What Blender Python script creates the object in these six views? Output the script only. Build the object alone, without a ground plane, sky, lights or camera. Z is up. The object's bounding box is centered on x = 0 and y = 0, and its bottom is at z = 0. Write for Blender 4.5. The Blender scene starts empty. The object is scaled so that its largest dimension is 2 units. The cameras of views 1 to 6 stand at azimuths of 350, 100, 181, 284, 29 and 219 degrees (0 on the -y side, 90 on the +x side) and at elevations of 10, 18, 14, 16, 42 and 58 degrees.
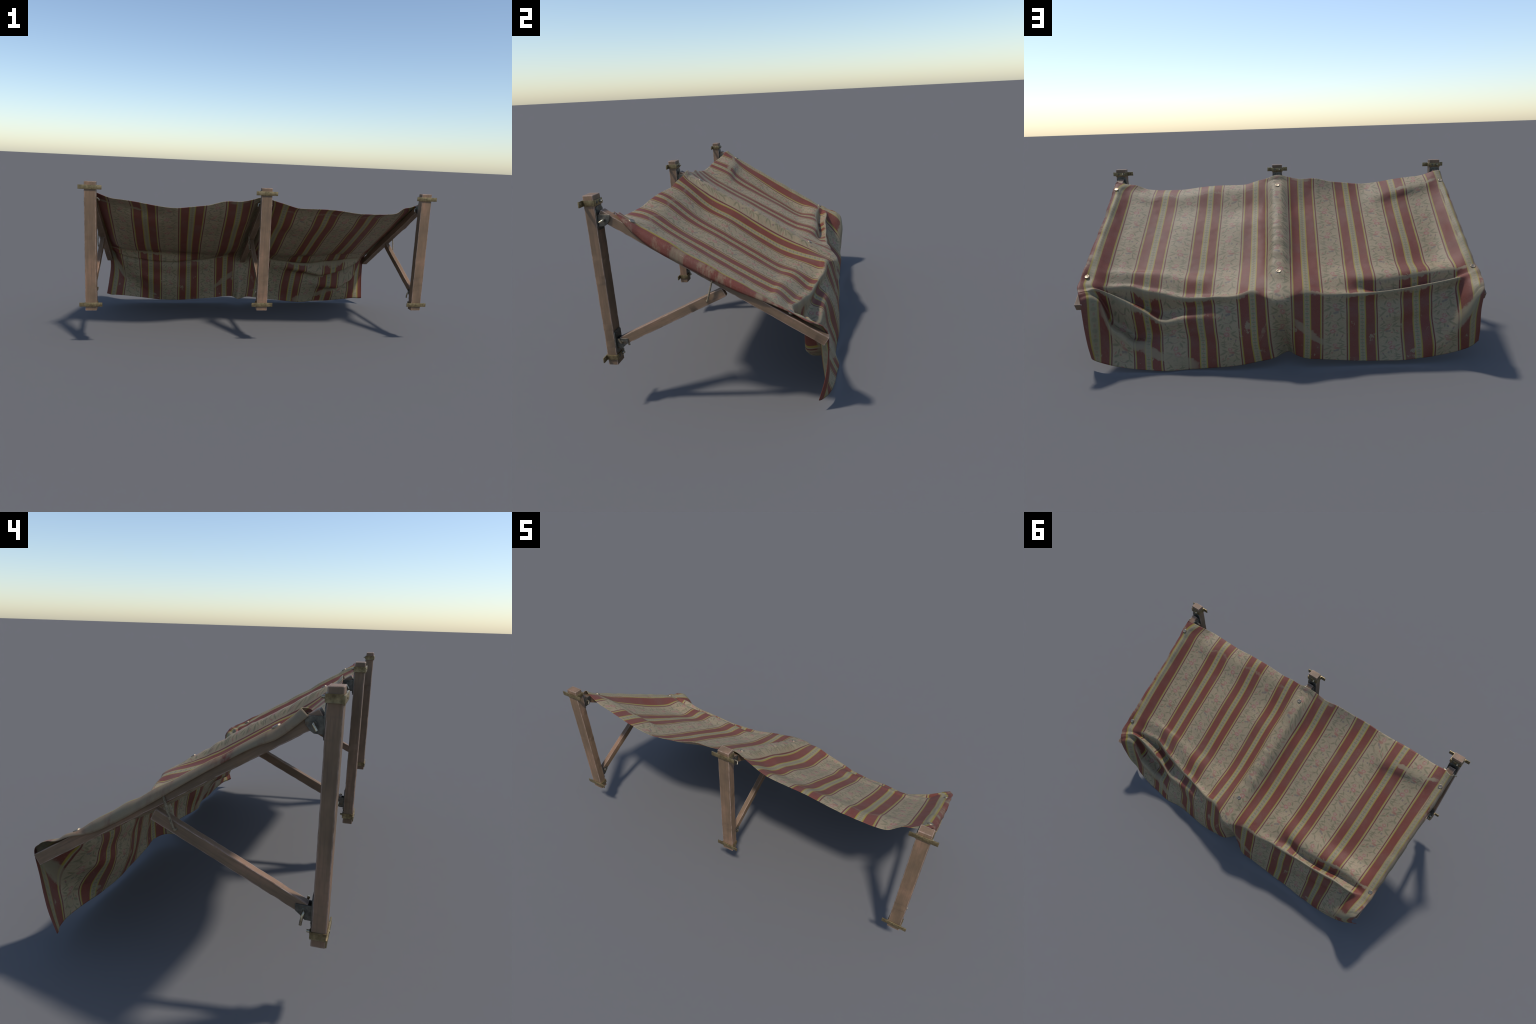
"""A free-standing market awning: three timber posts with brass clamps, sloping
rafters with braces, and one striped floral cloth draped over them."""
import bpy, bmesh, math, random
import numpy as np
from mathutils import Vector, Matrix, noise

random.seed(7)
noise.seed_set(7)
scene = bpy.context.scene

# ---------------------------------------------------------------- helpers
def new_object(name, mesh, parent, mats, smooth=True):
    ob = bpy.data.objects.new(name, mesh)
    scene.collection.objects.link(ob)
    ob.parent = parent
    for m in (mats if isinstance(mats, (list, tuple)) else [mats]):
        if m.name not in [x.name for x in mesh.materials if x]:
            mesh.materials.append(m)
    if smooth:
        for p in mesh.polygons:
            p.use_smooth = True
    return ob


def bm_to_mesh(bm, name):
    me = bpy.data.meshes.new(name)
    bmesh.ops.recalc_face_normals(bm, faces=bm.faces[:])
    bm.to_mesh(me)
    bm.free()
    return me


def soften(bm, width, segments=2, angle=0.5):
    sharp = [e for e in bm.edges if len(e.link_faces) == 2 and e.calc_face_angle(0) > angle]
    bmesh.ops.bevel(bm, geom=sharp, offset=width, segments=segments, profile=0.5, affect="EDGES")


def set_sharp(me, angle=0.6):
    bm = bmesh.new()
    bm.from_mesh(me)
    for e in bm.edges:
        if len(e.link_faces) == 2 and e.calc_face_angle(0) > angle:
            e.smooth = False
    bm.to_mesh(me)
    bm.free()


def box_mesh(name, lo, hi, bevel=0.0015):
    bm = bmesh.new()
    bmesh.ops.create_cube(bm, size=1.0)
    lo, hi = Vector(lo), Vector(hi)
    for v in bm.verts:
        v.co = Vector([(lo[i] + hi[i]) / 2 + v.co[i] * (hi[i] - lo[i]) for i in range(3)])
    if bevel:
        soften(bm, bevel)
    me = bm_to_mesh(bm, name)
    set_sharp(me)
    return me


def timber_mesh(name, length, width, depth, seed, bevel=0.0016, chip=0.0011):
    """A sawn beam along local z from 0 to length, centred on x, y, with slightly
    uneven, chipped arrises."""
    bm = bmesh.new()
    n = max(8, int(length / 0.012))
    rings = []
    b = bevel
    hw, hd = width / 2, depth / 2
    prof = [(-hw + b, -hd), (hw - b, -hd), (hw, -hd + b), (hw, hd - b), (hw - b, hd), (-hw + b, hd), (-hw, hd - b), (-hw, -hd + b)]
    zs = [0.0, b] + [b + (length - 2 * b) * i / n for i in range(1, n)] + [length - b, length]
    for k, z in enumerate(zs):
        end = k in (0, len(zs) - 1)
        ring = []
        for i, (x, y) in enumerate(prof):
            corner = i // 2
            c = noise.noise(Vector((seed * 3.1 + corner * 9.7, z * 42.0, 0.3)))
            c2 = noise.noise(Vector((seed * 1.7 + corner * 5.3, z * 140.0, 4.1)))
            cut = chip * max(0.0, c * 1.3 + c2 * 0.7)
            bow = 0.0006 * noise.noise(Vector((seed, z * 6.0, 1.0)))
            sx = (hw - cut - (b if end else 0)) / hw
            sy = (hd - cut - (b if end else 0)) / hd
            ring.append(bm.verts.new((x * sx + bow, y * sy, z)))
        rings.append(ring)
    for a, c in zip(rings, rings[1:]):
        for i in range(8):
            bm.faces.new((a[i], a[(i + 1) % 8], c[(i + 1) % 8], c[i]))
    bm.faces.new(rings[0][::-1])
    bm.faces.new(rings[-1])
    me = bm_to_mesh(bm, name)
    set_sharp(me, 0.5)
    return me


def plate_mesh(name, outline, x0, x1, bevel=0.0006):
    """A flat plate: an outline in the y-z plane, thick from x0 to x1."""
    bm = bmesh.new()
    a = [bm.verts.new((x0, y, z)) for y, z in outline]
    c = [bm.verts.new((x1, y, z)) for y, z in outline]
    n = len(outline)
    bm.faces.new(a)
    bm.faces.new(c[::-1])
    for i in range(n):
        bm.faces.new((a[i], c[i], c[(i + 1) % n], a[(i + 1) % n]))
    bmesh.ops.recalc_face_normals(bm, faces=bm.faces[:])
    soften(bm, bevel, 1)
    me = bm_to_mesh(bm, name)
    set_sharp(me)
    return me


def tube_mesh(name, path, radius, sides=12, twist=0.0, lobes=0, lobe=0.0):
    """A round bar (or, with lobes, a laid rope) along a smoothed path."""
    pts = [Vector(p) for p in path]
    dense = []
    for i in range(len(pts) - 1):
        p0, p1, p2, p3 = pts[max(i - 1, 0)], pts[i], pts[i + 1], pts[min(i + 2, len(pts) - 1)]
        steps = max(4, int((p2 - p1).length / 0.0016)) if lobes else 7
        for s in range(steps):
            t = s / steps
            dense.append(0.5 * ((2 * p1) + (p2 - p0) * t + (2 * p0 - 5 * p1 + 4 * p2 - p3) * t * t + (3 * p1 - p0 - 3 * p2 + p3) * t ** 3))
    dense.append(pts[-1])
    bm = bmesh.new()
    rings, ref, run = [], Vector((0.31, 0.17, 0.93)), 0.0
    for i, p in enumerate(dense):
        d = (dense[min(i + 1, len(dense) - 1)] - dense[max(i - 1, 0)]).normalized()
        if i:
            run += (p - dense[i - 1]).length
        u = (ref - d * ref.dot(d)).normalized()
        ref = u
        v = d.cross(u)
        ring = []
        for k in range(sides):
            a = math.tau * k / sides
            r = radius * (1 + (lobe * math.cos(lobes * a + twist * run) if lobes else 0))
            ring.append(bm.verts.new(p + (u * math.cos(a) + v * math.sin(a)) * r))
        rings.append(ring)
    for a, c in zip(rings, rings[1:]):
        for k in range(sides):
            bm.faces.new((a[k], a[(k + 1) % sides], c[(k + 1) % sides], c[k]))
    bm.faces.new(rings[0][::-1])
    bm.faces.new(rings[-1])
    me = bm_to_mesh(bm, name)
    set_sharp(me, 0.9)
    return me


def disc_mesh(name, radius, height, rim=0.0012, sides=28, recess=0.0):
    """A stud head standing along +z, with a rounded rim and a shallow hollow."""
    bm = bmesh.new()
    prof = [(radius, -0.004), (radius, height - rim), (radius - rim * 0.4, height - rim * 0.3), (radius - rim, height), (radius * 0.72, height - recess * 0.2), (radius * 0.6, height - recess)]
    rings = [[bm.verts.new((r * math.cos(math.tau * k / sides), r * math.sin(math.tau * k / sides), z)) for k in range(sides)] for r, z in prof]
    for a, c in zip(rings, rings[1:]):
        for k in range(sides):
            bm.faces.new((a[k], a[(k + 1) % sides], c[(k + 1) % sides], c[k]))
    bm.faces.new(rings[-1])
    bm.faces.new(rings[0][::-1])
    me = bm_to_mesh(bm, name)
    set_sharp(me, 0.7)
    return me


# ---------------------------------------------------------------- node tools
class Nodes:
    def __init__(self, name):
        self.mat = bpy.data.materials.new(name)
        self.mat.use_nodes = True
        self.t = self.mat.node_tree
        self.bsdf = self.t.nodes["Principled BSDF"]
        self.out = self.t.nodes["Material Output"]

    def node(self, kind, **props):
        n = self.t.nodes.new(kind)
        for k, v in props.items():
            setattr(n, k, v)
        return n

    def put(self, sock, value):
        if isinstance(value, bpy.types.NodeSocket):
            self.t.links.new(value, sock)
        elif value is not None:
            sock.default_value = value

    def math(self, op, a, b=None, c=None, clamp=False):
        n = self.node("ShaderNodeMath", operation=op, use_clamp=clamp)
        for s, v in zip(n.inputs, (a, b, c)):
            self.put(s, v)
        return n.outputs[0]

    def step(self, x, lo, hi, a=0.0, b=1.0):
        n = self.node("ShaderNodeMapRange", interpolation_type="SMOOTHSTEP")
        for s, v in zip(("Value", "From Min", "From Max", "To Min", "To Max"), (x, lo, hi, a, b)):
            self.put(n.inputs[s], v)
        return n.outputs[0]

    def band(self, x, centre, half, soft):
        return self.step(self.math("ABSOLUTE", self.math("SUBTRACT", x, centre)), half, half + soft, 1.0, 0.0)

    def mix(self, fac, a, b, blend="MIX"):
        n = self.node("ShaderNodeMix", data_type="RGBA", blend_type=blend)
        self.put(n.inputs[0], fac)
        self.put(n.inputs[6], a)
        self.put(n.inputs[7], b)
        return n.outputs[2]

    def noise(self, vec, scale, detail=3.0, rough=0.55, distort=0.0):
        n = self.node("ShaderNodeTexNoise")
        self.put(n.inputs["Vector"], vec)
        n.inputs["Scale"].default_value = scale
        n.inputs["Detail"].default_value = detail
        n.inputs["Roughness"].default_value = rough
        n.inputs["Distortion"].default_value = distort
        return n.outputs[0]

    def mapping(self, vec, loc=(0, 0, 0), rot=(0, 0, 0), scale=(1, 1, 1), kind="POINT"):
        n = self.node("ShaderNodeMapping", vector_type=kind)
        self.put(n.inputs["Vector"], vec)
        n.inputs["Location"].default_value = loc
        n.inputs["Rotation"].default_value = rot
        n.inputs["Scale"].default_value = scale
        return n.outputs[0]

    def ramp(self, fac, stops, interp="LINEAR"):
        n = self.node("ShaderNodeValToRGB")
        n.color_ramp.interpolation = interp
        el = n.color_ramp.elements
        while len(el) < len(stops):
            el.new(0.5)
        for e, (p, c) in zip(el, stops):
            e.position, e.color = p, (*c, 1)
        self.put(n.inputs[0], fac)
        return n.outputs[0]

    def bump(self, height, strength, distance, normal=None):
        n = self.node("ShaderNodeBump")
        n.inputs["Strength"].default_value = strength
        n.inputs["Distance"].default_value = distance
        self.put(n.inputs["Height"], height)
        if normal:
            self.put(n.inputs["Normal"], normal)
        return n.outputs[0]

    def edge_mask(self, radius):
        b = self.node("ShaderNodeBevel", samples=8)
        b.inputs["Radius"].default_value = radius
        g = self.node("ShaderNodeNewGeometry")
        d = self.node("ShaderNodeVectorMath", operation="DOT_PRODUCT")
        self.put(d.inputs[0], b.outputs[0])
        self.put(d.inputs[1], g.outputs["Normal"])
        return self.math("SUBTRACT", 1.0, d.outputs["Value"], clamp=True)


# ---------------------------------------------------------------- materials
def wood_material():
    n = Nodes("weathered_wood")
    obj = n.node("ShaderNodeTexCoord").outputs["Object"]
    rnd = n.node("ShaderNodeObjectInfo").outputs["Random"]
    shift = n.node("ShaderNodeCombineXYZ")
    n.put(shift.inputs[0], n.math("MULTIPLY", rnd, 7.0))
    n.put(shift.inputs[2], n.math("MULTIPLY", rnd, 3.0))
    add = n.node("ShaderNodeVectorMath", operation="ADD")
    n.put(add.inputs[0], obj)
    n.put(add.inputs[1], shift.outputs[0])
    p = add.outputs[0]
    blotch = n.noise(n.mapping(p, scale=(14, 14, 5)), 1.0, 4.0, 0.6)
    grain = n.noise(n.mapping(p, scale=(170, 170, 6)), 1.0, 5.0, 0.65, 0.4)
    fine = n.noise(n.mapping(p, scale=(420, 420, 22)), 1.0, 3.0, 0.6)
    cross = n.noise(n.mapping(p, scale=(16, 16, 90)), 1.0, 3.0, 0.6)
    col = n.ramp(blotch, [(0.30, (0.134, 0.086, 0.050)), (0.50, (0.190, 0.118, 0.068)), (0.68, (0.258, 0.146, 0.088))])
    col = n.mix(n.step(grain, 0.42, 0.72, 0.0, 0.55), col, (0.110, 0.070, 0.046, 1))
    col = n.mix(n.step(cross, 0.52, 0.75, 0.0, 0.35), col, (0.130, 0.095, 0.062, 1))
    col = n.mix(n.step(fine, 0.55, 0.80, 0.0, 0.30), col, (0.310, 0.190, 0.122, 1))
    edge = n.edge_mask(0.0065)
    worn = n.math("MULTIPLY", n.step(edge, 0.015, 0.10), n.step(n.noise(n.mapping(p, scale=(60, 60, 34)), 1.0, 3.0), 0.28, 0.55))
    col = n.mix(n.math("MULTIPLY", worn, 0.85), col, (0.480, 0.340, 0.280, 1))
    n.put(n.bsdf.inputs["Base Color"], col)
    n.bsdf.inputs["Roughness"].default_value = 0.62
    n.bsdf.inputs["Specular IOR Level"].default_value = 0.35
    n.put(n.bsdf.inputs["Normal"], n.bump(n.math("ADD", grain, n.math("MULTIPLY", fine, 0.5)), 0.35, 0.0012))
    return n.mat


def metal_material(name, dark, mid, rust, metallic, rough):
    n = Nodes(name)
    obj = n.node("ShaderNodeTexCoord").outputs["Object"]
    a = n.noise(obj, 70.0, 4.0, 0.6)
    b = n.noise(obj, 260.0, 4.0, 0.7)
    c = n.noise(obj, 38.0, 3.0, 0.6)
    col = n.ramp(a, [(0.32, dark), (0.66, mid)])
    col = n.mix(n.step(c, 0.55, 0.75, 0.0, 0.6), col, (*rust, 1))
    col = n.mix(n.step(b, 0.58, 0.78, 0.0, 0.45), col, tuple(0.5 * x for x in dark) + (1,))
    edge = n.step(n.edge_mask(0.0022), 0.03, 0.25)
    col = n.mix(n.math("MULTIPLY", edge, 0.45), col, tuple(min(1, 1.5 * x) for x in mid) + (1,))
    n.put(n.bsdf.inputs["Base Color"], col)
    n.bsdf.inputs["Metallic"].default_value = metallic
    n.put(n.bsdf.inputs["Roughness"], n.step(b, 0.3, 0.8, rough - 0.08, rough + 0.15))
    n.put(n.bsdf.inputs["Normal"], n.bump(b, 0.25, 0.0008))
    return n.mat


def rope_material():
    n = Nodes("hemp_rope")
    obj = n.node("ShaderNodeTexCoord").outputs["Object"]
    a = n.noise(obj, 120.0, 4.0, 0.6)
    n.put(n.bsdf.inputs["Base Color"], n.ramp(a, [(0.35, (0.10, 0.077, 0.048)), (0.62, (0.27, 0.205, 0.125))]))
    n.bsdf.inputs["Roughness"].default_value = 0.9
    return n.mat


PERIOD = 0.264          # width of one repeat of the stripes
REPEAT = 0.205          # length of one repeat of the flowers


def cloth_material():
    """Woven brocade on the flat cloth's own Generated coordinates: floral bands
    between red and cream stripes, washed out where the cloth creases and rubs."""
    n = Nodes("striped_brocade")
    gen = n.node("ShaderNodeTexCoord").outputs["Generated"]
    flat = n.mapping(gen, loc=(-1, -1, 0), scale=(2, 2, 0))
    sep = n.node("ShaderNodeSeparateXYZ")
    n.put(sep.inputs[0], flat)
    X, Y = sep.outputs[0], sep.outputs[1]
    weave = n.noise(n.mapping(flat, scale=(90, 900, 1)), 1.0, 2.0, 0.6)
    thread = n.noise(n.mapping(flat, scale=(900, 120, 1)), 1.0, 2.0, 0.6)
    patch = n.noise(flat, 7.0, 4.0, 0.6)
    speck = n.noise(flat, 60.0, 5.0, 0.72)
    ragged = n.noise(n.mapping(flat, loc=(3, 1, 0)), 24.0, 5.0, 0.7)

    # --- distance from the middle of the nearest floral band
    U = n.math("DIVIDE", X, PERIOD)
    a = n.math("MULTIPLY", n.math("PINGPONG", U, 0.5), PERIOD)
    a = n.math("ADD", a, n.math("MULTIPLY", n.math("SUBTRACT", weave, 0.5), 0.0003))
    half = PERIOD / 2
    cream, cream2 = (0.282, 0.212, 0.126), (0.242, 0.200, 0.112)
    red, deep, gold = (0.150, 0.036, 0.022), (0.118, 0.028, 0.021), (0.258, 0.190, 0.030)
    soft = 0.0009

    def stops(*zones):
        out = []
        for i, (edge, colour) in enumerate(zones):
            out.append(((edge + (soft if i else 0)) / half, colour))
            if i + 1 < len(zones):
                out.append(((zones[i + 1][0] - soft) / half, colour))
        return out

    stripe = n.ramp(n.math("DIVIDE", a, half), stops((0.0, cream), (0.0532, deep), (0.0594, cream2), (0.0630, gold), (0.0684, red), (0.1128, gold), (0.1188, cream2)))
    is_red = n.math("MULTIPLY", n.step(a, 0.0676, 0.0692), n.step(a, 0.1120, 0.1136, 1.0, 0.0))
    stripe = n.mix(n.math("MULTIPLY", is_red, n.step(patch, 0.35, 0.7, 0.0, 0.35)), stripe, (0.112, 0.031, 0.024, 1))

    # --- the flower garland, one repeat: (across, along, half length, half width, turn)
    strip = n.math("ROUND", U)
    odd = n.math("ABSOLUTE", n.math("MODULO", strip, 2.0))
    sx = n.math("MULTIPLY", n.math("SUBTRACT", U, strip), PERIOD)
    sx = n.math("MULTIPLY", sx, n.math("SUBTRACT", n.math("MULTIPLY", odd, 2.0), 1.0))
    ty = n.math("ADD", n.math("SUBTRACT", Y, 0.045), n.math("MULTIPLY", n.math("SUBTRACT", 1.0, odd), REPEAT / 2))
    ty = n.math("SUBTRACT", n.math("FLOORED_MODULO", n.math("ADD", ty, 0.05), REPEAT), 0.05)
    wob = n.math("MULTIPLY", n.math("SUBTRACT", ragged, 0.5), 0.010)
    cell = n.node("ShaderNodeCombineXYZ")
    n.put(cell.inputs[0], n.math("ADD", sx, wob))
    n.put(cell.inputs[1], n.math("ADD", ty, wob))
    cell = cell.outputs[0]

    def shape(items, power=1.0):
        best = None
        for x, y, l, w, turn in items:
            m = n.mapping(cell, loc=(x, y, 0), rot=(0, 0, math.radians(turn)), scale=(l, w, 1), kind="TEXTURE")
            v = n.node("ShaderNodeVectorMath", operation="LENGTH")
            n.put(v.inputs[0], m)
            best = v.outputs["Value"] if best is None else n.math("MINIMUM", best, v.outputs["Value"])
        return best

    leaves = shape([(-0.031, 0.006, 0.019, 0.0042, 150), (-0.026, -0.012, 0.016, 0.0038, 205), (0.034, -0.004, 0.014, 0.0036, -15), (0.024, 0.014, 0.013, 0.004, 40),
                    (0.026, -0.036, 0.013, 0.004, 60), (0.036, -0.046, 0.010, 0.0035, 35), (-0.014, -0.036, 0.011, 0.0035, 120), (0.030, 0.040, 0.015, 0.0032, 15),
                    (0.033, 0.052, 0.014, 0.0032, 10), (0.028, 0.063, 0.014, 0.0034, -15), (0.027, 0.046, 0.022, 0.0026, 85), (-0.032, 0.056, 0.014, 0.0038, 150),
                    (-0.024, 0.048, 0.011, 0.0036, 60), (-0.022, 0.068, 0.013, 0.0036, 170), (0.036, 0.098, 0.019, 0.0046, 25), (0.026, 0.084, 0.014, 0.004, -25),
                    (-0.032, 0.080, 0.013, 0.0042, 210), (-0.034, 0.104, 0.013, 0.0036, 165), (-0.022, 0.094, 0.015, 0.004, 195), (-0.030, 0.124, 0.016, 0.0034, 100),
                    (-0.037, 0.136, 0.010, 0.0034, 150), (0.034, 0.137, 0.014, 0.004, 30), (0.022, 0.116, 0.012, 0.0036, 70), (-0.020, 0.143, 0.012, 0.0034, 40), (0.004, 0.020, 0.010, 0.0036, 80)])
    flower_a, flower_b = shape([(0.009, 0.0, 0.0155, 0.0125, 10)]), shape([(0.001, -0.026, 0.012, 0.0105, 0), (0.000, 0.077, 0.0125, 0.0105, 0)])
    pink = shape([(-0.009, 0.095, 0.014, 0.0065, -10), (0.013, 0.127, 0.005, 0.004, 0), (0.038, 0.128, 0.009, 0.0026, 55), (-0.034, 0.026, 0.009, 0.0025, 70), (0.041, 0.014, 0.009, 0.0022, -35), (-0.045, 0.088, 0.008, 0.0022, 20)])
    berry = shape([(-0.009, 0.022, 0.0055, 0.005, 0), (-0.033, 0.029, 0.007, 0.003, 60), (-0.010, 0.108, 0.009, 0.0055, 20), (0.002, 0.113, 0.006, 0.005, 0)])
    ring = shape([(0.009, 0.036, 0.022, 0.012, 0), (-0.001, 0.142, 0.022, 0.012, 0)])
    petals = n.noise(n.mapping(flat, scale=(1, 1, 1)), 190.0, 2.0, 0.6)
    on_band = n.step(a, 0.0520, 0.0540, 1.0, 0.0)

    def over(base, d, colour, strength, edge=0.22):
        m = n.step(d, 1.0 - edge, 1.0 + edge, strength, 0.0)
        return n.mix(n.math("MULTIPLY", m, on_band), base, (*colour, 1))

    col = stripe
    shade = n.noise(flat, 26.0, 3.0, 0.6)
    col = n.mix(n.math("MULTIPLY", n.step(shade, 0.42, 0.70, 0.0, 0.40), on_band), col, (0.205, 0.184, 0.104, 1))
    sprig = n.noise(n.mapping(flat, scale=(1.0, 1.5, 1)), 115.0, 3.0, 0.6, 1.2)
    col = n.mix(n.math("MULTIPLY", n.step(sprig, 0.54, 0.64, 0.0, 0.42), on_band), col, (0.140, 0.130, 0.066, 1))
    bloom = n.noise(n.mapping(flat, loc=(5, 2, 0), scale=(1.0, 1.4, 1)), 85.0, 2.0, 0.6, 0.8)
    col = n.mix(n.math("MULTIPLY", n.step(bloom, 0.60, 0.70, 0.0, 0.40), on_band), col, (0.260, 0.110, 0.070, 1))
    col = over(col, leaves, (0.118, 0.110, 0.056), 0.66, 0.45)
    flower_red = n.mix(n.step(petals, 0.40, 0.62), (0.255, 0.092, 0.066, 1), (0.300, 0.185, 0.135, 1))
    for d, k in ((flower_b, 0.8), (flower_a, 0.95)):
        m = n.math("MULTIPLY", n.step(d, 0.78, 1.12, k, 0.0), on_band)
        col = n.mix(m, col, flower_red)
    centre = n.math("MULTIPLY", n.step(n.math("MINIMUM", flower_a, flower_b), 0.28, 0.5, 0.6, 0.0), on_band)
    col = n.mix(centre, col, (0.30, 0.225, 0.165, 1))
    col = over(col, pink, (0.250, 0.098, 0.072), 0.75, 0.35)
    col = over(col, berry, (0.125, 0.098, 0.085), 0.7, 0.35)
    arc = n.math("MULTIPLY", n.band(ring, 0.95, 0.05, 0.07), n.step(n.math("SUBTRACT", n.math("FLOORED_MODULO", n.math("ADD", ty, 0.0), 0.106), 0.040), 0.0, 0.004))
    col = n.mix(n.math("MULTIPLY", n.math("MULTIPLY", arc, on_band), 0.65), col, (0.190, 0.098, 0.075, 1))

    # --- little chain of buds down the narrow cream stripe
    c = n.math("SUBTRACT", half, a)
    k = n.math("PINGPONG", Y, 0.0095)
    dv = n.node("ShaderNodeCombineXYZ")
    n.put(dv.inputs[0], n.math("DIVIDE", c, 0.0095))
    n.put(dv.inputs[1], n.math("DIVIDE", n.math("SUBTRACT", 0.0095, k), 0.0042))
    gl = n.node("ShaderNodeVectorMath", operation="LENGTH")
    n.put(gl.inputs[0], dv.outputs[0])
    dv2 = n.node("ShaderNodeCombineXYZ")
    n.put(dv2.inputs[0], n.math("DIVIDE", c, 0.0042))
    n.put(dv2.inputs[1], n.math("DIVIDE", k, 0.0030))
    rl = n.node("ShaderNodeVectorMath", operation="LENGTH")
    n.put(rl.inputs[0], dv2.outputs[0])
    narrow = n.step(a, 0.1190, 0.1205)
    col = n.mix(n.math("MULTIPLY", narrow, 0.30), col, (0.215, 0.190, 0.108, 1))
    col = n.mix(n.math("MULTIPLY", narrow, n.step(gl.outputs["Value"], 0.7, 1.25, 0.75, 0.0)), col, (0.140, 0.130, 0.074, 1))
    col = n.mix(n.math("MULTIPLY", narrow, n.step(rl.outputs["Value"], 0.7, 1.2, 0.8, 0.0)), col, (0.235, 0.098, 0.074, 1))

    # --- wear: rubbed creases and edges lose their colour
    def where_x(lo, hi, s=0.03):
        return n.math("MULTIPLY", n.step(X, lo - s, lo + s), n.step(X, hi - s, hi + s, 1.0, 0.0))

    rough = n.math("MULTIPLY", n.math("SUBTRACT", ragged, 0.5), 0.060)
    Yr = n.math("ADD", Y, rough)
    soft_rub = n.step(speck, 0.30, 0.52)

    def rub(centre, half_w, soft_w, strength, lo=-2, hi=2):
        m = n.band(Yr, centre, half_w, soft_w)
        m = n.math("MULTIPLY", m, strength)
        if lo > -2 or hi < 2:
            m = n.math("MULTIPLY", m, where_x(lo, hi))
        return m

    def slanted(x0, y0, x1, y1, half_w, soft_w, strength):
        slope = (y1 - y0) / (x1 - x0)
        d = n.math("SUBTRACT", Yr, n.math("MULTIPLY_ADD", X, slope, y0 - slope * x0))
        m = n.math("MULTIPLY", n.band(d, 0.0, half_w, soft_w), strength)
        return n.math("MULTIPLY", m, where_x(min(x0, x1), max(x0, x1), 0.04))

    marks = [
        rub(V["crest"] + 0.002, 0.009, 0.013, 0.85, 0.32, 0.86),
        rub(V["crest"] + 0.004, 0.012, 0.016, 0.72, 0.10, 0.36),
        rub(V["crest"] + 0.002, 0.009, 0.012, 0.80, -0.86, -0.22),
        rub(V["crest"] + 0.002, 0.008, 0.014, 0.60, -0.26, -0.10),
        rub(V["ripple"], 0.005, 0.010, 0.75, -0.93, -0.50),
        rub(V["lip"] - 0.004, 0.006, 0.012, 0.75, -0.90, -0.66),
        rub(V["lip"] + 0.012, 0.004, 0.008, 0.40, 0.10, 0.80),
        rub(V["top"] + 0.012, 0.006, 0.020, 0.55, -0.19, -0.07),
        rub(V["fold_a"], 0.008, 0.013, 0.8, 0.50, 0.92),
        rub(V["fold_b"], 0.016, 0.022, 0.75, 0.66, 0.90),
        slanted(0.42, 1.235, 0.70, 1.13, 0.016, 0.024, 0.72),
        slanted(-0.98, 0.985, -0.84, 1.08, 0.020, 0.03, 0.9),
        slanted(0.06, 1.02, 0.11, 1.10, 0.012, 0.02, 0.5),
        slanted(-0.24, 1.15, -0.06, 1.02, 0.014, 0.022, 0.62),
    ]
    wear = marks[0]
    for m in marks[1:]:
        wear = n.math("MAXIMUM", wear, m)
    drop = n.step(Y, 0.95, 1.0)
    blotches = n.math("MULTIPLY", n.step(n.math("ADD", n.noise(n.mapping(flat, loc=(1.3, 7.1, 0), scale=(1.3, 1, 1)), 9.0, 6.0, 0.66), n.math("MULTIPLY", drop, 0.015)), 0.585, 0.66), n.math("MULTIPLY_ADD", drop, 0.45, 0.25))
    wear = n.math("MAXIMUM", wear, blotches)
    selvedge = n.math("ADD", n.step(n.math("ABSOLUTE", X), 0.925, 0.955), 0.0)
    streak = n.noise(n.mapping(flat, scale=(5, 8, 1)), 1.0, 6.0, 0.68)
    pale_edge = n.math("MULTIPLY", n.step(n.math("ABSOLUTE", X), 0.895, 0.910, 0.0, 0.45), n.step(n.math("ABSOLUTE", X), 0.930, 0.945, 1.0, 0.0))
    left = n.step(X, -0.3, 0.3, 0.11, -0.02)
    frayed = n.math("MULTIPLY", selvedge, n.step(n.math("ADD", streak, left), 0.38, 0.66, 0.0, 0.80))
    frayed = n.math("MULTIPLY", frayed, n.step(Y, 1.02, 1.06, 1.0, 0.2))
    wear = n.math("MAXIMUM", n.math("MAXIMUM", wear, pale_edge), frayed)
    wear = n.math("MULTIPLY", wear, n.step(n.math("ADD", wear, n.math("MULTIPLY", n.math("SUBTRACT", speck, 0.5), 0.9)), 0.18, 0.5))
    worn_col = n.mix(n.step(patch, 0.35, 0.65), (0.255, 0.196, 0.116, 1), (0.226, 0.188, 0.112, 1))
    col = n.mix(wear, col, worn_col)
    # faint grime and thread colour
    col = n.mix(n.step(patch, 0.40, 0.75, 0.0, 0.14), col, (0.20, 0.18, 0.14, 1))
    col = n.mix(n.step(weave, 0.45, 0.70, 0.0, 0.14), col, (0.12, 0.10, 0.08, 1))
    col = n.mix(n.step(thread, 0.50, 0.75, 0.0, 0.10), col, (0.40, 0.34, 0.26, 1))

    n.put(n.bsdf.inputs["Base Color"], col)
    n.bsdf.inputs["Roughness"].default_value = 0.6
    n.bsdf.inputs["Specular IOR Level"].default_value = 0.3
    n.put(n.bsdf.inputs["Normal"], n.bump(n.math("ADD", weave, thread), 0.12, 0.0006))
    return n.mat


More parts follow.
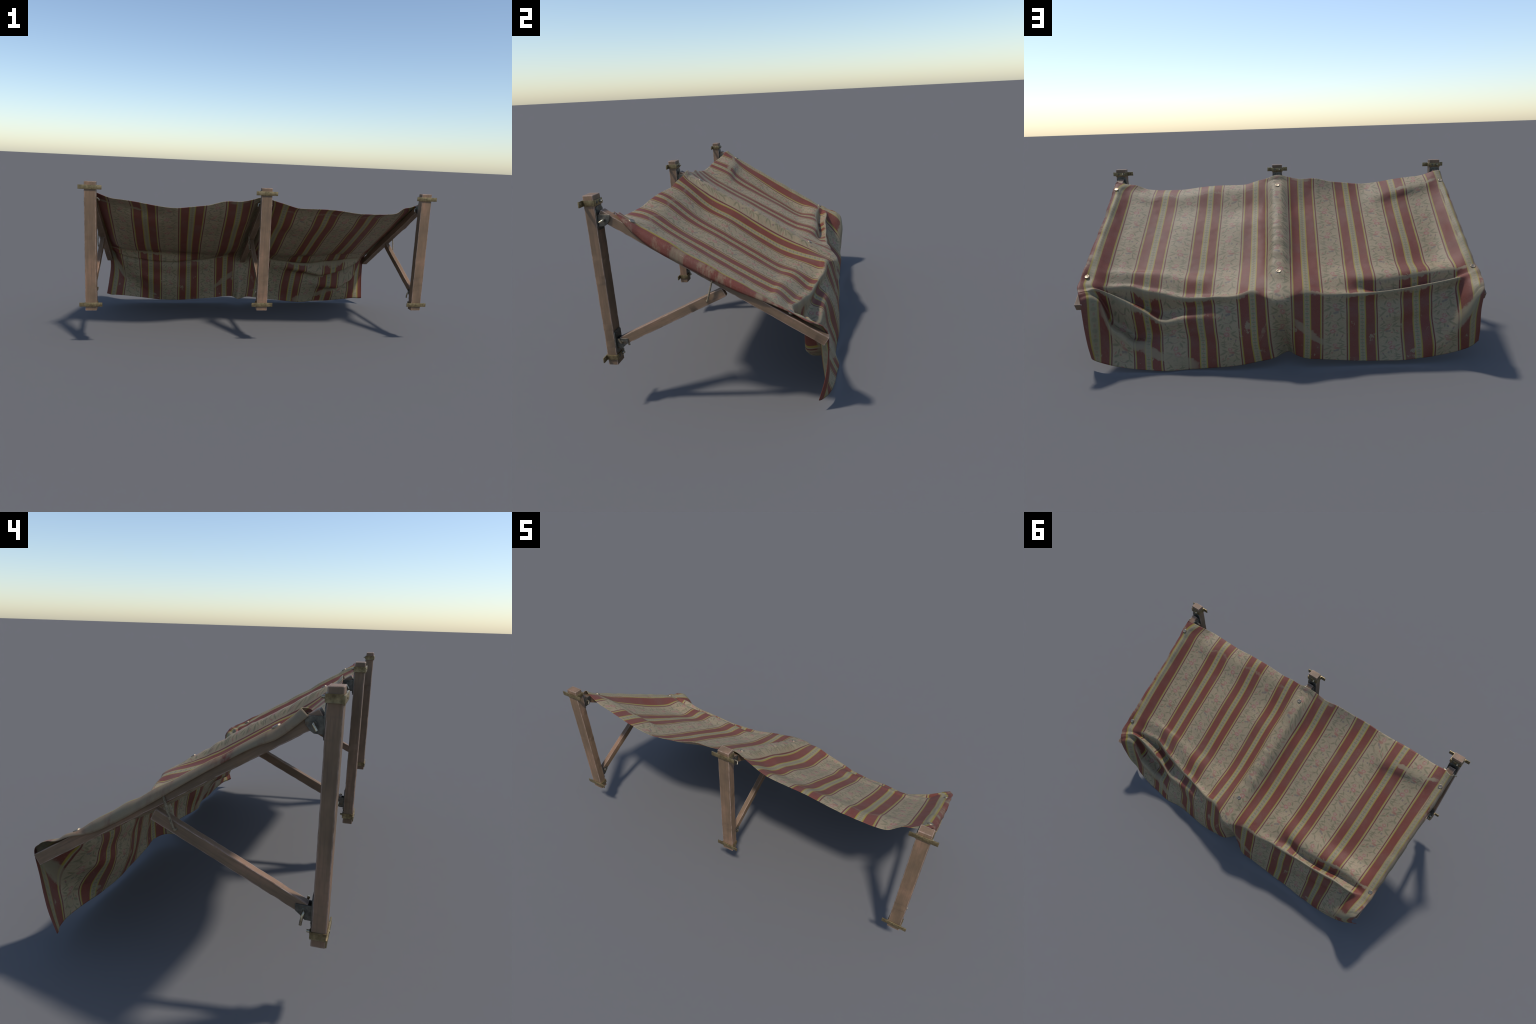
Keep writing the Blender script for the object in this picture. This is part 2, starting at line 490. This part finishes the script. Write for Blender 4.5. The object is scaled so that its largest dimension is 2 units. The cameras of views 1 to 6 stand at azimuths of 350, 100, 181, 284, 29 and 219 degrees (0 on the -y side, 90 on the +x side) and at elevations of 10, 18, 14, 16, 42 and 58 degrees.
# ---------------------------------------------------------------- the cloth
# Rows down the cloth, with the length of cloth (m) from the top hem to each.
V = {"top": 0.0, "lip": 0.085, "upper": 0.180, "mid": 0.355, "low": 0.530, "foot": 0.670, "ripple": 0.775, "hollow": 0.825, "crest": 0.875,
     "pocket": 0.925, "fold_a": 0.985, "tuck": 1.050, "fold_b": 1.115, "skirt": 1.180, "hem": 1.245}
ROWS = list(V)
RAKE = 0.600


def rafter_top(y):
    return 0.841 - RAKE * (y + 0.404)


PROFILES = []


def profile(u, x, slope, drop):
    """One length-wise section of the cloth at u stripe repeats from the middle.
    x: sideways positions (top, lip, slope, crest, fold_b, hem); slope: (y, height above the
    rafter line) for the nine roof rows; drop: (y, z) for the six hanging rows."""
    keys = [V["top"], V["lip"], V["low"], V["crest"], V["fold_b"], V["hem"]]
    vs = [V[r] for r in ROWS]
    xs = np.interp(vs, keys, x)
    yz = [(y, rafter_top(y) + h) for y, h in slope] + list(drop)
    PROFILES.append((u * PERIOD, [(xx, y, z) for xx, (y, z) in zip(xs, yz)]))


profile(3.70, x=(0.950, 0.962, 0.966, 0.962, 0.928, 0.926),
        slope=[(-0.355, 0.022), (-0.312, -0.006), (-0.250, -0.031), (-0.110, -0.036), (0.050, -0.022), (0.170, -0.002), (0.250, 0.013), (0.300, 0.019), (0.345, 0.019)],
        drop=[(0.372, 0.398), (0.392, 0.388), (0.409, 0.371), (0.424, 0.325), (0.416, 0.185), (0.384, 0.050)])
profile(3.61, x=(0.930, 0.953, 0.957, 0.953, 0.918, 0.914),
        slope=[(-0.360, 0.010), (-0.310, 0.014), (-0.250, 0.006), (-0.105, 0.006), (0.050, 0.008), (0.170, 0.013), (0.250, 0.019), (0.295, 0.021), (0.340, 0.021)],
        drop=[(0.366, 0.398), (0.386, 0.388), (0.403, 0.372), (0.424, 0.332), (0.424, 0.190), (0.394, 0.045)])
profile(3.56, x=(0.908, 0.932, 0.937, 0.936, 0.900, 0.900),
        slope=[(-0.368, -0.001), (-0.305, 0.012), (-0.250, 0.010), (-0.100, 0.012), (0.050, 0.011), (0.170, 0.010), (0.250, 0.009), (0.287, 0.008), (0.330, 0.011)],
        drop=[(0.350, 0.393), (0.368, 0.386), (0.382, 0.373), (0.408, 0.338), (0.426, 0.180), (0.402, 0.043)])
profile(3.44, x=(0.877, 0.905, 0.912, 0.906, 0.864, 0.870),
        slope=[(-0.376, -0.013), (-0.315, -0.006), (-0.250, -0.005), (-0.100, -0.003), (0.050, -0.001), (0.170, 0.000), (0.250, 0.001), (0.287, 0.000), (0.325, 0.003)],
        drop=[(0.336, 0.392), (0.348, 0.387), (0.343, 0.345), (0.384, 0.332), (0.402, 0.165), (0.418, 0.040)])
profile(3.21, x=(0.836, 0.853, 0.852, 0.846, 0.808, 0.813),
        slope=[(-0.386, -0.028), (-0.321, -0.026), (-0.250, -0.032), (-0.100, -0.037), (0.050, -0.037), (0.170, -0.037), (0.230, -0.033), (0.264, -0.042), (0.294, -0.045)],
        drop=[(0.302, 0.344), (0.337, 0.362), (0.331, 0.222), (0.404, 0.213), (0.406, 0.120), (0.432, 0.030)])
profile(3.00, x=(0.789, 0.792, 0.795, 0.790, 0.756, 0.757),
        slope=[(-0.409, -0.066), (-0.320, -0.038), (-0.250, -0.043), (-0.100, -0.050), (0.050, -0.051), (0.170, -0.050), (0.222, -0.043), (0.256, -0.054), (0.283, -0.057)],
        drop=[(0.288, 0.318), (0.338, 0.332), (0.330, 0.182), (0.404, 0.170), (0.412, 0.092), (0.440, 0.022)])
profile(2.79, x=(0.737, 0.734, 0.738, 0.736, 0.708, 0.701),
        slope=[(-0.413, -0.076), (-0.320, -0.049), (-0.250, -0.053), (-0.100, -0.061), (0.050, -0.063), (0.170, -0.062), (0.215, -0.052), (0.248, -0.065), (0.273, -0.069)],
        drop=[(0.280, 0.294), (0.339, 0.302), (0.334, 0.148), (0.402, 0.128), (0.420, 0.065), (0.445, 0.015)])
profile(2.50, x=(0.660, 0.660, 0.661, 0.658, 0.638, 0.630),
        slope=[(-0.412, -0.079), (-0.346, -0.057), (-0.250, -0.066), (-0.100, -0.069), (0.050, -0.070), (0.170, -0.066), (0.220, -0.056), (0.262, -0.072), (0.291, -0.076)],
        drop=[(0.288, 0.265), (0.350, 0.262), (0.346, 0.155), (0.400, 0.116), (0.428, 0.062), (0.451, 0.010)])
profile(2.21, x=(0.579, 0.584, 0.588, 0.583, 0.567, 0.557),
        slope=[(-0.410, -0.078), (-0.333, -0.058), (-0.250, -0.070), (-0.100, -0.071), (0.050, -0.070), (0.170, -0.066), (0.228, -0.059), (0.275, -0.073), (0.308, -0.075)],
        drop=[(0.302, 0.250), (0.372, 0.222), (0.374, 0.158), (0.402, 0.115), (0.434, 0.058), (0.456, 0.006)])
profile(1.79, x=(0.470, 0.468, 0.467, 0.470, 0.446, 0.443),
        slope=[(-0.408, -0.065), (-0.338, -0.052), (-0.250, -0.071), (-0.100, -0.071), (0.050, -0.076), (0.170, -0.078), (0.250, -0.063), (0.298, -0.077), (0.331, -0.078)],
        drop=[(0.326, 0.268), (0.380, 0.238), (0.388, 0.188), (0.396, 0.140), (0.422, 0.068), (0.437, 0.002)])
profile(1.50, x=(0.395, 0.394, 0.394, 0.393, 0.372, 0.369),
        slope=[(-0.405, -0.058), (-0.350, -0.047), (-0.250, -0.071), (-0.100, -0.075), (0.050, -0.079), (0.170, -0.080), (0.255, -0.061), (0.306, -0.076), (0.341, -0.070)],
        drop=[(0.337, 0.280), (0.384, 0.245), (0.398, 0.190), (0.408, 0.132), (0.430, 0.066), (0.441, 0.007)])
profile(1.21, x=(0.318, 0.320, 0.322, 0.318, 0.294, 0.291),
        slope=[(-0.403, -0.054), (-0.345, -0.050), (-0.250, -0.072), (-0.100, -0.079), (0.050, -0.081), (0.170, -0.080), (0.262, -0.064), (0.322, -0.064), (0.356, -0.052)],
        drop=[(0.358, 0.296), (0.396, 0.252), (0.420, 0.192), (0.434, 0.132), (0.445, 0.070), (0.447, 0.014)])
profile(0.79, x=(0.204, 0.202, 0.201, 0.204, 0.190, 0.184),
        slope=[(-0.396, -0.049), (-0.345, -0.045), (-0.250, -0.070), (-0.100, -0.066), (0.050, -0.080), (0.170, -0.079), (0.276, -0.054), (0.342, -0.042), (0.379, -0.026)],
        drop=[(0.388, 0.308), (0.410, 0.250), (0.432, 0.190), (0.444, 0.130), (0.449, 0.078), (0.449, 0.024)])
profile(0.50, x=(0.129, 0.129, 0.129, 0.129, 0.120, 0.107),
        slope=[(-0.389, -0.026), (-0.345, -0.030), (-0.250, -0.059), (-0.100, -0.062), (0.050, -0.067), (0.170, -0.063), (0.280, -0.035), (0.345, -0.013), (0.384, -0.001)],
        drop=[(0.402, 0.328), (0.420, 0.262), (0.436, 0.195), (0.446, 0.132), (0.447, 0.082), (0.443, 0.036)])
profile(0.21, x=(0.053, 0.060, 0.057, 0.058, 0.046, 0.034),
        slope=[(-0.375, 0.002), (-0.338, -0.012), (-0.250, -0.026), (-0.090, -0.024), (0.050, -0.032), (0.170, -0.029), (0.280, -0.015), (0.345, -0.007), (0.404, -0.003)],
        drop=[(0.420, 0.330), (0.430, 0.265), (0.434, 0.198), (0.432, 0.140), (0.430, 0.090), (0.428, 0.044)])
profile(0.10, x=(0.025, 0.028, 0.030, 0.028, 0.012, -0.002),
        slope=[(-0.372, 0.015), (-0.340, 0.002), (-0.280, 0.007), (-0.090, 0.002), (0.050, 0.010), (0.170, 0.005), (0.280, 0.002), (0.345, 0.002), (0.414, 0.004)],
        drop=[(0.439, 0.326), (0.432, 0.262), (0.416, 0.196), (0.404, 0.140), (0.396, 0.092), (0.388, 0.044)])
profile(0.00, x=(-0.002, 0.000, 0.000, 0.002, -0.018, -0.030),
        slope=[(-0.372, 0.019), (-0.340, 0.004), (-0.285, 0.009), (-0.090, 0.011), (0.050, 0.016), (0.170, 0.011), (0.287, 0.006), (0.345, 0.005), (0.416, 0.005)],
        drop=[(0.440, 0.325), (0.430, 0.260), (0.402, 0.196), (0.382, 0.142), (0.370, 0.094), (0.360, 0.045)])
profile(-0.10, x=(-0.029, -0.028, -0.029, -0.026, -0.038, -0.048),
        slope=[(-0.374, 0.015), (-0.340, 0.002), (-0.280, 0.006), (-0.090, 0.003), (0.050, 0.004), (0.170, 0.003), (0.280, 0.003), (0.345, 0.004), (0.415, 0.006)],
        drop=[(0.439, 0.326), (0.430, 0.262), (0.410, 0.198), (0.396, 0.142), (0.386, 0.096), (0.378, 0.050)])
profile(-0.21, x=(-0.061, -0.060, -0.059, -0.055, -0.058, -0.062),
        slope=[(-0.378, 0.003), (-0.335, -0.012), (-0.250, -0.027), (-0.100, -0.026), (0.050, -0.028), (0.170, -0.025), (0.280, -0.012), (0.345, 0.000), (0.410, 0.005)],
        drop=[(0.424, 0.330), (0.427, 0.262), (0.422, 0.200), (0.414, 0.144), (0.408, 0.098), (0.404, 0.052)])
profile(-0.50, x=(-0.137, -0.134, -0.130, -0.129, -0.127, -0.123),
        slope=[(-0.381, -0.015), (-0.335, -0.030), (-0.250, -0.056), (-0.100, -0.060), (0.050, -0.062), (0.170, -0.055), (0.280, -0.030), (0.345, -0.010), (0.390, -0.007)],
        drop=[(0.403, 0.318), (0.420, 0.254), (0.434, 0.194), (0.441, 0.138), (0.443, 0.090), (0.441, 0.044)])
profile(-0.79, x=(-0.215, -0.212, -0.210, -0.206, -0.200, -0.197),
        slope=[(-0.390, -0.020), (-0.335, -0.045), (-0.250, -0.063), (-0.100, -0.067), (0.050, -0.070), (0.170, -0.067), (0.280, -0.045), (0.337, -0.035), (0.387, -0.021)],
        drop=[(0.396, 0.310), (0.408, 0.250), (0.424, 0.190), (0.433, 0.132), (0.438, 0.082), (0.438, 0.036)])
profile(-1.21, x=(-0.326, -0.328, -0.328, -0.320, -0.316, -0.314),
        slope=[(-0.407, -0.055), (-0.345, -0.075), (-0.250, -0.081), (-0.100, -0.078), (0.050, -0.078), (0.170, -0.073), (0.272, -0.050), (0.328, -0.058), (0.367, -0.045)],
        drop=[(0.368, 0.292), (0.388, 0.238), (0.400, 0.180), (0.412, 0.124), (0.426, 0.072), (0.436, 0.026)])
profile(-1.50, x=(-0.403, -0.404, -0.401, -0.393, -0.391, -0.390),
        slope=[(-0.416, -0.070), (-0.345, -0.082), (-0.250, -0.084), (-0.100, -0.080), (0.050, -0.077), (0.170, -0.070), (0.286, -0.044), (0.313, -0.074), (0.361, -0.049)],
        drop=[(0.358, 0.288), (0.380, 0.228), (0.391, 0.168), (0.402, 0.112), (0.420, 0.062), (0.435, 0.021)])
profile(-1.79, x=(-0.479, -0.478, -0.472, -0.467, -0.467, -0.466),
        slope=[(-0.417, -0.079), (-0.340, -0.087), (-0.250, -0.087), (-0.100, -0.080), (0.050, -0.072), (0.170, -0.066), (0.296, -0.040), (0.315, -0.080), (0.355, -0.050)],
        drop=[(0.350, 0.286), (0.371, 0.215), (0.381, 0.155), (0.391, 0.110), (0.411, 0.058), (0.432, 0.018)])
profile(-2.21, x=(-0.595, -0.597, -0.592, -0.582, -0.579, -0.581),
        slope=[(-0.412, -0.069), (-0.298, -0.055), (-0.243, -0.074), (-0.100, -0.074), (0.050, -0.067), (0.170, -0.063), (0.291, -0.035), (0.309, -0.084), (0.349, -0.043)],
        drop=[(0.345, 0.292), (0.366, 0.236), (0.371, 0.184), (0.385, 0.132), (0.410, 0.074), (0.436, 0.019)])
profile(-2.50, x=(-0.671, -0.668, -0.667, -0.656, -0.655, -0.656),
        slope=[(-0.407, -0.054), (-0.300, -0.042), (-0.250, -0.063), (-0.100, -0.070), (0.050, -0.069), (0.170, -0.065), (0.283, -0.032), (0.302, -0.080), (0.344, -0.036)],
        drop=[(0.340, 0.300), (0.358, 0.240), (0.366, 0.192), (0.394, 0.142), (0.424, 0.084), (0.437, 0.027)])
profile(-2.79, x=(-0.748, -0.744, -0.745, -0.734, -0.727, -0.731),
        slope=[(-0.398, -0.038), (-0.298, -0.023), (-0.258, -0.049), (-0.100, -0.066), (0.050, -0.073), (0.170, -0.069), (0.275, -0.029), (0.292, -0.072), (0.338, -0.029)],
        drop=[(0.336, 0.310), (0.351, 0.264), (0.366, 0.212), (0.410, 0.160), (0.442, 0.100), (0.437, 0.036)])
profile(-3.21, x=(-0.860, -0.860, -0.858, -0.850, -0.832, -0.845),
        slope=[(-0.384, -0.015), (-0.303, -0.003), (-0.248, -0.022), (-0.100, -0.043), (0.050, -0.054), (0.170, -0.045), (0.278, -0.015), (0.297, -0.044), (0.341, -0.004)],
        drop=[(0.334, 0.342), (0.374, 0.292), (0.424, 0.228), (0.444, 0.166), (0.432, 0.112), (0.422, 0.053)])
profile(-3.44, x=(-0.923, -0.925, -0.918, -0.914, -0.886, -0.903),
        slope=[(-0.372, 0.013), (-0.310, 0.008), (-0.250, -0.002), (-0.100, -0.004), (0.050, -0.006), (0.170, -0.004), (0.285, 0.001), (0.310, -0.004), (0.332, 0.002)],
        drop=[(0.376, 0.376), (0.424, 0.340), (0.452, 0.280), (0.444, 0.205), (0.424, 0.130), (0.402, 0.062)])
profile(-3.56, x=(-0.951, -0.951, -0.946, -0.945, -0.912, -0.930),
        slope=[(-0.361, 0.022), (-0.305, 0.010), (-0.250, 0.010), (-0.100, 0.009), (0.050, 0.010), (0.170, 0.010), (0.287, 0.007), (0.312, 0.008), (0.338, 0.010)],
        drop=[(0.378, 0.387), (0.416, 0.368), (0.446, 0.322), (0.442, 0.240), (0.416, 0.145), (0.386, 0.067)])
profile(-3.61, x=(-0.958, -0.960, -0.958, -0.956, -0.922, -0.942),
        slope=[(-0.366, 0.016), (-0.303, 0.004), (-0.250, 0.005), (-0.100, 0.004), (0.050, 0.004), (0.170, 0.004), (0.270, 0.003), (0.306, 0.009), (0.340, 0.011)],
        drop=[(0.378, 0.389), (0.414, 0.371), (0.442, 0.338), (0.438, 0.255), (0.412, 0.155), (0.379, 0.073)])
profile(-3.70, x=(-0.966, -0.967, -0.967, -0.964, -0.938, -0.958),
        slope=[(-0.380, -0.004), (-0.310, -0.021), (-0.250, -0.013), (-0.100, -0.014), (0.050, -0.024), (0.170, -0.027), (0.245, -0.018), (0.295, -0.002), (0.338, 0.005)],
        drop=[(0.376, 0.392), (0.410, 0.374), (0.437, 0.345), (0.432, 0.262), (0.408, 0.160), (0.371, 0.080)])


def loft(knots, values, at):
    """Smooth interpolation through unevenly spaced knots (cubic with limited overshoot)."""
    k, v = np.asarray(knots, float), np.asarray(values, float)
    shp = (-1,) + (1,) * (v.ndim - 1)
    h = np.diff(k).reshape(shp)
    d = np.diff(v, axis=0) / h
    m = np.empty_like(v)
    m[1:-1] = (d[:-1] * h[1:] + d[1:] * h[:-1]) / (h[1:] + h[:-1])
    m[0], m[-1] = 1.5 * d[0] - 0.5 * m[1], 1.5 * d[-1] - 0.5 * m[-2]
    lim = 2.2 * np.minimum(np.abs(d[:-1]), np.abs(d[1:])) + 0.25 * np.maximum(np.abs(d[:-1]), np.abs(d[1:]))
    m[1:-1] = np.clip(m[1:-1], -lim, lim)
    i = np.clip(np.searchsorted(k, at, side="right") - 1, 0, len(k) - 2)
    hh = (k[i + 1] - k[i])
    t = ((at - k[i]) / hh).reshape(shp)
    hh = hh.reshape(shp)
    return (2 * t ** 3 - 3 * t ** 2 + 1) * v[i] + (t ** 3 - 2 * t ** 2 + t) * hh * m[i] + (3 * t ** 2 - 2 * t ** 3) * v[i + 1] + (t ** 3 - t ** 2) * hh * m[i + 1]


def cloth_surface():
    profs = sorted(PROFILES, key=lambda p: p[0])
    us = np.array([p[0] for p in profs])
    grid = np.array([p[1] for p in profs])               # columns x rows x 3
    vs = np.array([V[r] for r in ROWS])
    nu, nv = 340, 250
    U = np.linspace(us[0], us[-1], nu)
    W = np.linspace(0.0, vs[-1], nv)
    down = loft(vs, grid.transpose(1, 0, 2), W)          # rows refined
    full = loft(us, down.transpose(1, 0, 2), U)          # nu x nv x 3
    du = np.gradient(full, axis=0)
    dv = np.gradient(full, axis=1)
    nrm = np.cross(du, dv)
    nrm /= np.linalg.norm(nrm, axis=2, keepdims=True) + 1e-12
    if nrm[nu // 2, nv // 3, 2] < 0:
        nrm = -nrm
    wr = np.zeros((nu, nv))
    for i, u in enumerate(U):
        au = abs(u)
        for j, w in enumerate(W):
            hang = min(1.0, max(0.0, (w - 0.85) / 0.12))
            f = 0.0016 * noise.noise(Vector((u * 9, w * 7, 0.0))) * (1 + 1.2 * hang)
            f += 0.0007 * noise.noise(Vector((u * 30, w * 26, 3.0)))
            if au < 0.075 and w < 0.86:                   # puckers over the middle rafter
                k = math.cos(au / 0.075 * math.pi / 2) * (0.6 + 0.4 * min(1, max(0, (w - 0.40) / 0.06)))
                f += 0.0042 * k * noise.noise(Vector((u * 10, w * 26, 7.0)))
            if au > 0.88 and w < 1.0:                     # rippling selvedge over the end rafters
                k = min(1.0, (au - 0.88) / 0.05)
                f += 0.0042 * k * noise.noise(Vector((math.copysign(3, u), w * 16, u * 6)))
            wr[i, j] = f
    full = full + nrm * wr[..., None]
    return U, W, full, nrm


def build_cloth(parent, mat):
    U, W, full, _ = cloth_surface()
    nu, nv = len(U), len(W)
    me = bpy.data.meshes.new("canopy_cloth")
    flat = [(u, w, 0.0) for u in U for w in W]
    faces = [(i * nv + j, i * nv + j + 1, (i + 1) * nv + j + 1, (i + 1) * nv + j) for i in range(nu - 1) for j in range(nv - 1)]
    me.from_pydata(flat, [], faces)
    me.use_auto_texspace = False
    me.texspace_location = (0, 0, 0)
    me.texspace_size = (1, 1, 1)
    ob = new_object("canopy_cloth", me, parent, mat)
    ob.shape_key_add(name="flat")
    key = ob.shape_key_add(name="draped")
    key.data.foreach_set("co", full.reshape(-1))
    key.value = 1.0
    sol = ob.modifiers.new("thickness", "SOLIDIFY")
    sol.thickness = 0.0013
    sol.offset = 0.0
    return ob, U, W, full


# ---------------------------------------------------------------- assemble
wood = wood_material()
brass = metal_material("aged_brass", (0.130, 0.096, 0.046), (0.300, 0.226, 0.115), (0.14, 0.075, 0.03), 0.7, 0.48)
iron = metal_material("dark_iron", (0.075, 0.068, 0.056), (0.17, 0.155, 0.125), (0.14, 0.075, 0.035), 0.7, 0.5)
bright = metal_material("polished_pin", (0.30, 0.25, 0.17), (0.55, 0.47, 0.33), (0.30, 0.18, 0.08), 0.95, 0.30)
stud = metal_material("stud_metal", (0.26, 0.21, 0.15), (0.36, 0.29, 0.205), (0.30, 0.22, 0.14), 0.9, 0.46)
rope = rope_material()
cloth = cloth_material()

awning = bpy.data.objects.new("awning", None)
awning.empty_display_size = 0.2
scene.collection.objects.link(awning)
awning["label"] = "timber-framed awning with a worn red and cream striped floral cloth"
awning["category"] = "awning"

canopy, CU, CW, CS = build_cloth(awning, cloth)

POST_Y0, POST_Y1, POST_LOW, POST_HIGH = -0.461, -0.4205, 0.2015, 0.8975
RAFTER_A, RAFTER_B = Vector((0, -0.414, 0.8252)), Vector((0, 0.4212, 0.324))   # centre line, post end to free end
BRACE_A, BRACE_B = Vector((0, -0.3985, 0.2995)), Vector((0, 0.0385, 0.5175))
SECTIONS = [(-0.940, 11.0), (0.0, 22.0), (0.940, 33.0)]


def beam(name, a, b, width, depth, seed, cx, parent):
    """Lay a timber from a to b in the vertical plane at x = cx."""
    length = (b - a).length
    me = timber_mesh(name, length, width, depth, seed)
    ob = new_object(name, me, parent, wood)
    zdir = (b - a).normalized()
    xdir = Vector((1, 0, 0))
    ydir = zdir.cross(xdir)
    place = Matrix.Translation(Vector((cx, a.y, a.z))) @ Matrix((xdir, ydir, zdir)).transposed().to_4x4()
    ob.matrix_basis = place
    return ob, place


def rounded_plate(cx, half, z0, z1, y0, y1, cut):
    outline = [(cx - half, z0 + cut), (cx - half + cut, z0), (cx + half - cut, z0), (cx + half, z0 + cut), (cx + half, z1 - cut), (cx + half - cut, z1), (cx - half + cut, z1), (cx - half, z1 - cut)]
    me = plate_mesh("hinge_plate", outline, 0.0, y1 - y0)
    for v in me.vertices:                                  # plate was cut in y-z: turn it to face +y
        x, y, z = v.co
        v.co = (y, y0 + x, z)
    me.flip_normals()
    return me


TOP_CHEEK = [(-0.421, 0.8245), (-0.368, 0.8235), (-0.372, 0.802), (-0.384, 0.787), (-0.394, 0.7805), (-0.421, 0.779)]
LOW_CHEEK = [(-0.421, 0.3140), (-0.371, 0.3145), (-0.3725, 0.294), (-0.385, 0.284), (-0.399, 0.2705), (-0.421, 0.2700)]
shared = {}

for cx, seed in SECTIONS:
    post, place = beam("post", Vector((0, (POST_Y0 + POST_Y1) / 2, POST_LOW)), Vector((0, (POST_Y0 + POST_Y1) / 2, POST_HIGH)), 0.0595, POST_Y1 - POST_Y0, seed, cx, awning)
    inv = place.inverted()

    def fitting(name, mesh, mat, owner=post, inverse=inv):
        ob = new_object(name, mesh, owner, mat)
        ob.matrix_basis = inverse
        return ob

    for z0, z1 in ((0.8575, 0.8800), (0.2255, 0.2475)):
        fitting("clamp_bar", box_mesh("clamp_bar", (cx - 0.0600, POST_Y0 - 0.0052, z0), (cx + 0.0600, POST_Y0 - 0.0004, z1), 0.0008), brass)
        for s in (-1, 1):
            fitting("clamp_strap", box_mesh("clamp_strap", (cx + s * 0.0295, POST_Y0 - 0.0006, z0 + 0.0004), (cx + s * 0.0330, POST_Y1 + 0.0030, z1 - 0.0004), 0.0006), brass)
        fitting("clamp_back", box_mesh("clamp_back", (cx - 0.0296, POST_Y1 - 0.0004, z0 + 0.0006), (cx + 0.0296, POST_Y1 + 0.0046, z1 - 0.0006), 0.0006), brass)
        zc = (z0 + z1) / 2
        for dx, r, length, mat, out in ((0.013, 0.0058, 0.0016, iron, 1), (-0.013, 0.0044, 0.0100, bright, 1), (-0.013, 0.0066, 0.0022, iron, 1), (0.0, 0.0040, 0.0016, brass, -1), (0.046, 0.0042, 0.0014, brass, 2), (-0.046, 0.0042, 0.0014, brass, 2)):
            me = disc_mesh("bolt", r, length, 0.0008, 16)
            y = {1: POST_Y1 + 0.0046, -1: POST_Y0 - 0.0052, 2: POST_Y0 - 0.0004}[out]
            turn = Matrix.Rotation(-math.pi / 2 if out > 0 else math.pi / 2, 4, "X")
            me.transform(Matrix.Translation((cx + dx, y, zc + 0.001)) @ turn)
            fitting("bolt", me, mat)
    # hinges: a plate on the back of the post, two cheeks, a bent locking pin
    for plate, cheek, gap, pin in (((0.0285, 0.764, 0.855, 0.012), TOP_CHEEK, 0.0195, (-0.393, 0.806)), ((0.0285, 0.254, 0.349, 0.009), LOW_CHEEK, 0.0130, (-0.396, 0.2985))):
        half, z0, z1, cut = plate
        fitting("hinge_plate", rounded_plate(cx, half, z0, z1, POST_Y1 - 0.0004, POST_Y1 + 0.0032, cut), iron)
        for s in (-1, 1):
            a, b = sorted((cx + s * gap, cx + s * (gap + 0.0032)))
            fitting("hinge_cheek", plate_mesh("hinge_cheek", cheek, a, b), iron)
            me = disc_mesh("hinge_washer", 0.0072, 0.0012, 0.0005, 18)
            me.transform(Matrix.Translation((cx + s * (gap + 0.0032), pin[0], pin[1])) @ Matrix.Rotation(s * math.pi / 2, 4, "Y"))
            fitting("hinge_washer", me, iron)
        for dz in (0.010, -0.010):
            me = disc_mesh("rivet", 0.0042, 0.0020, 0.001, 14)
            zz = z1 - 0.012 if dz > 0 else z0 + 0.012
            me.transform(Matrix.Translation((cx + (0.016 if dz > 0 else -0.016), POST_Y1 + 0.0032, zz)) @ Matrix.Rotation(-math.pi / 2, 4, "X"))
            fitting("rivet", me, iron)
        py, pz = pin
        e = gap + 0.0032
        if cheek is TOP_CHEEK:
            path = [(cx - e - 0.015, py - 0.010, pz - 0.016), (cx - e - 0.011, py - 0.001, pz - 0.002), (cx - e - 0.003, py, pz), (cx, py, pz), (cx + e + 0.003, py, pz), (cx + e + 0.011, py - 0.001, pz - 0.001), (cx + e + 0.017, py - 0.012, pz - 0.008)]
        else:
            path = [(cx - e - 0.014, py + 0.006, pz - 0.036), (cx - e - 0.014, py + 0.003, pz - 0.016), (cx - e - 0.010, py, pz - 0.003), (cx - e - 0.003, py, pz), (cx, py, pz), (cx + e + 0.003, py, pz), (cx + e + 0.010, py - 0.002, pz + 0.004), (cx + e + 0.013, py - 0.006, pz + 0.020)]
        fitting("locking_pin", tube_mesh("locking_pin", path, 0.0040), bright)

    beam("rafter", RAFTER_A, RAFTER_B, 0.0360, 0.0375, seed + 3, cx, awning)
    beam("brace", BRACE_A, BRACE_B, 0.0250, 0.0365, seed + 5, cx, awning)

    side = 1 if cx > 0.5 else -1
    ox = cx + side * 0.0225
    path = [(cx + side * 0.012, 0.010, 0.588), (cx + side * 0.0175, 0.007, 0.586), (ox - side * 0.002, 0.002, 0.577), (ox, -0.012, 0.530), (ox - side * 0.003, -0.026, 0.486), (ox - side * 0.009, -0.031, 0.482), (cx + side * 0.010, -0.032, 0.484)]
    new_object("lashing_rope", tube_mesh("lashing_rope", path, 0.0034, 12, 900.0, 3, 0.14), awning, rope)

# studs that pin the cloth to the rafters
TILT = Matrix.Rotation(-math.atan(RAKE), 4, "X")
stud_mesh = disc_mesh("canopy_stud", 0.0118, 0.0046, 0.0014, 32, 0.0006)
stud_mesh.materials.append(stud)
for x in (-0.941, 0.0, 0.937):
    for y, lift in ((-0.298, 0.0), (0.287, 0.0)):
        d = (CS[..., 0] - x) ** 2 + (CS[..., 1] - y) ** 2 + 100 * (CS[..., 2] < 0.40) * (CS[..., 1] > 0.33)
        i, j = np.unravel_index(np.argmin(d), d.shape)
        p = CS[i, j]
        ob = bpy.data.objects.new("canopy_stud", stud_mesh)
        scene.collection.objects.link(ob)
        ob.parent = canopy
        ob.matrix_basis = Matrix.Translation(Vector((x, y, float(p[2]) + 0.0005 + lift))) @ TILT
for p in stud_mesh.polygons:
    p.use_smooth = True
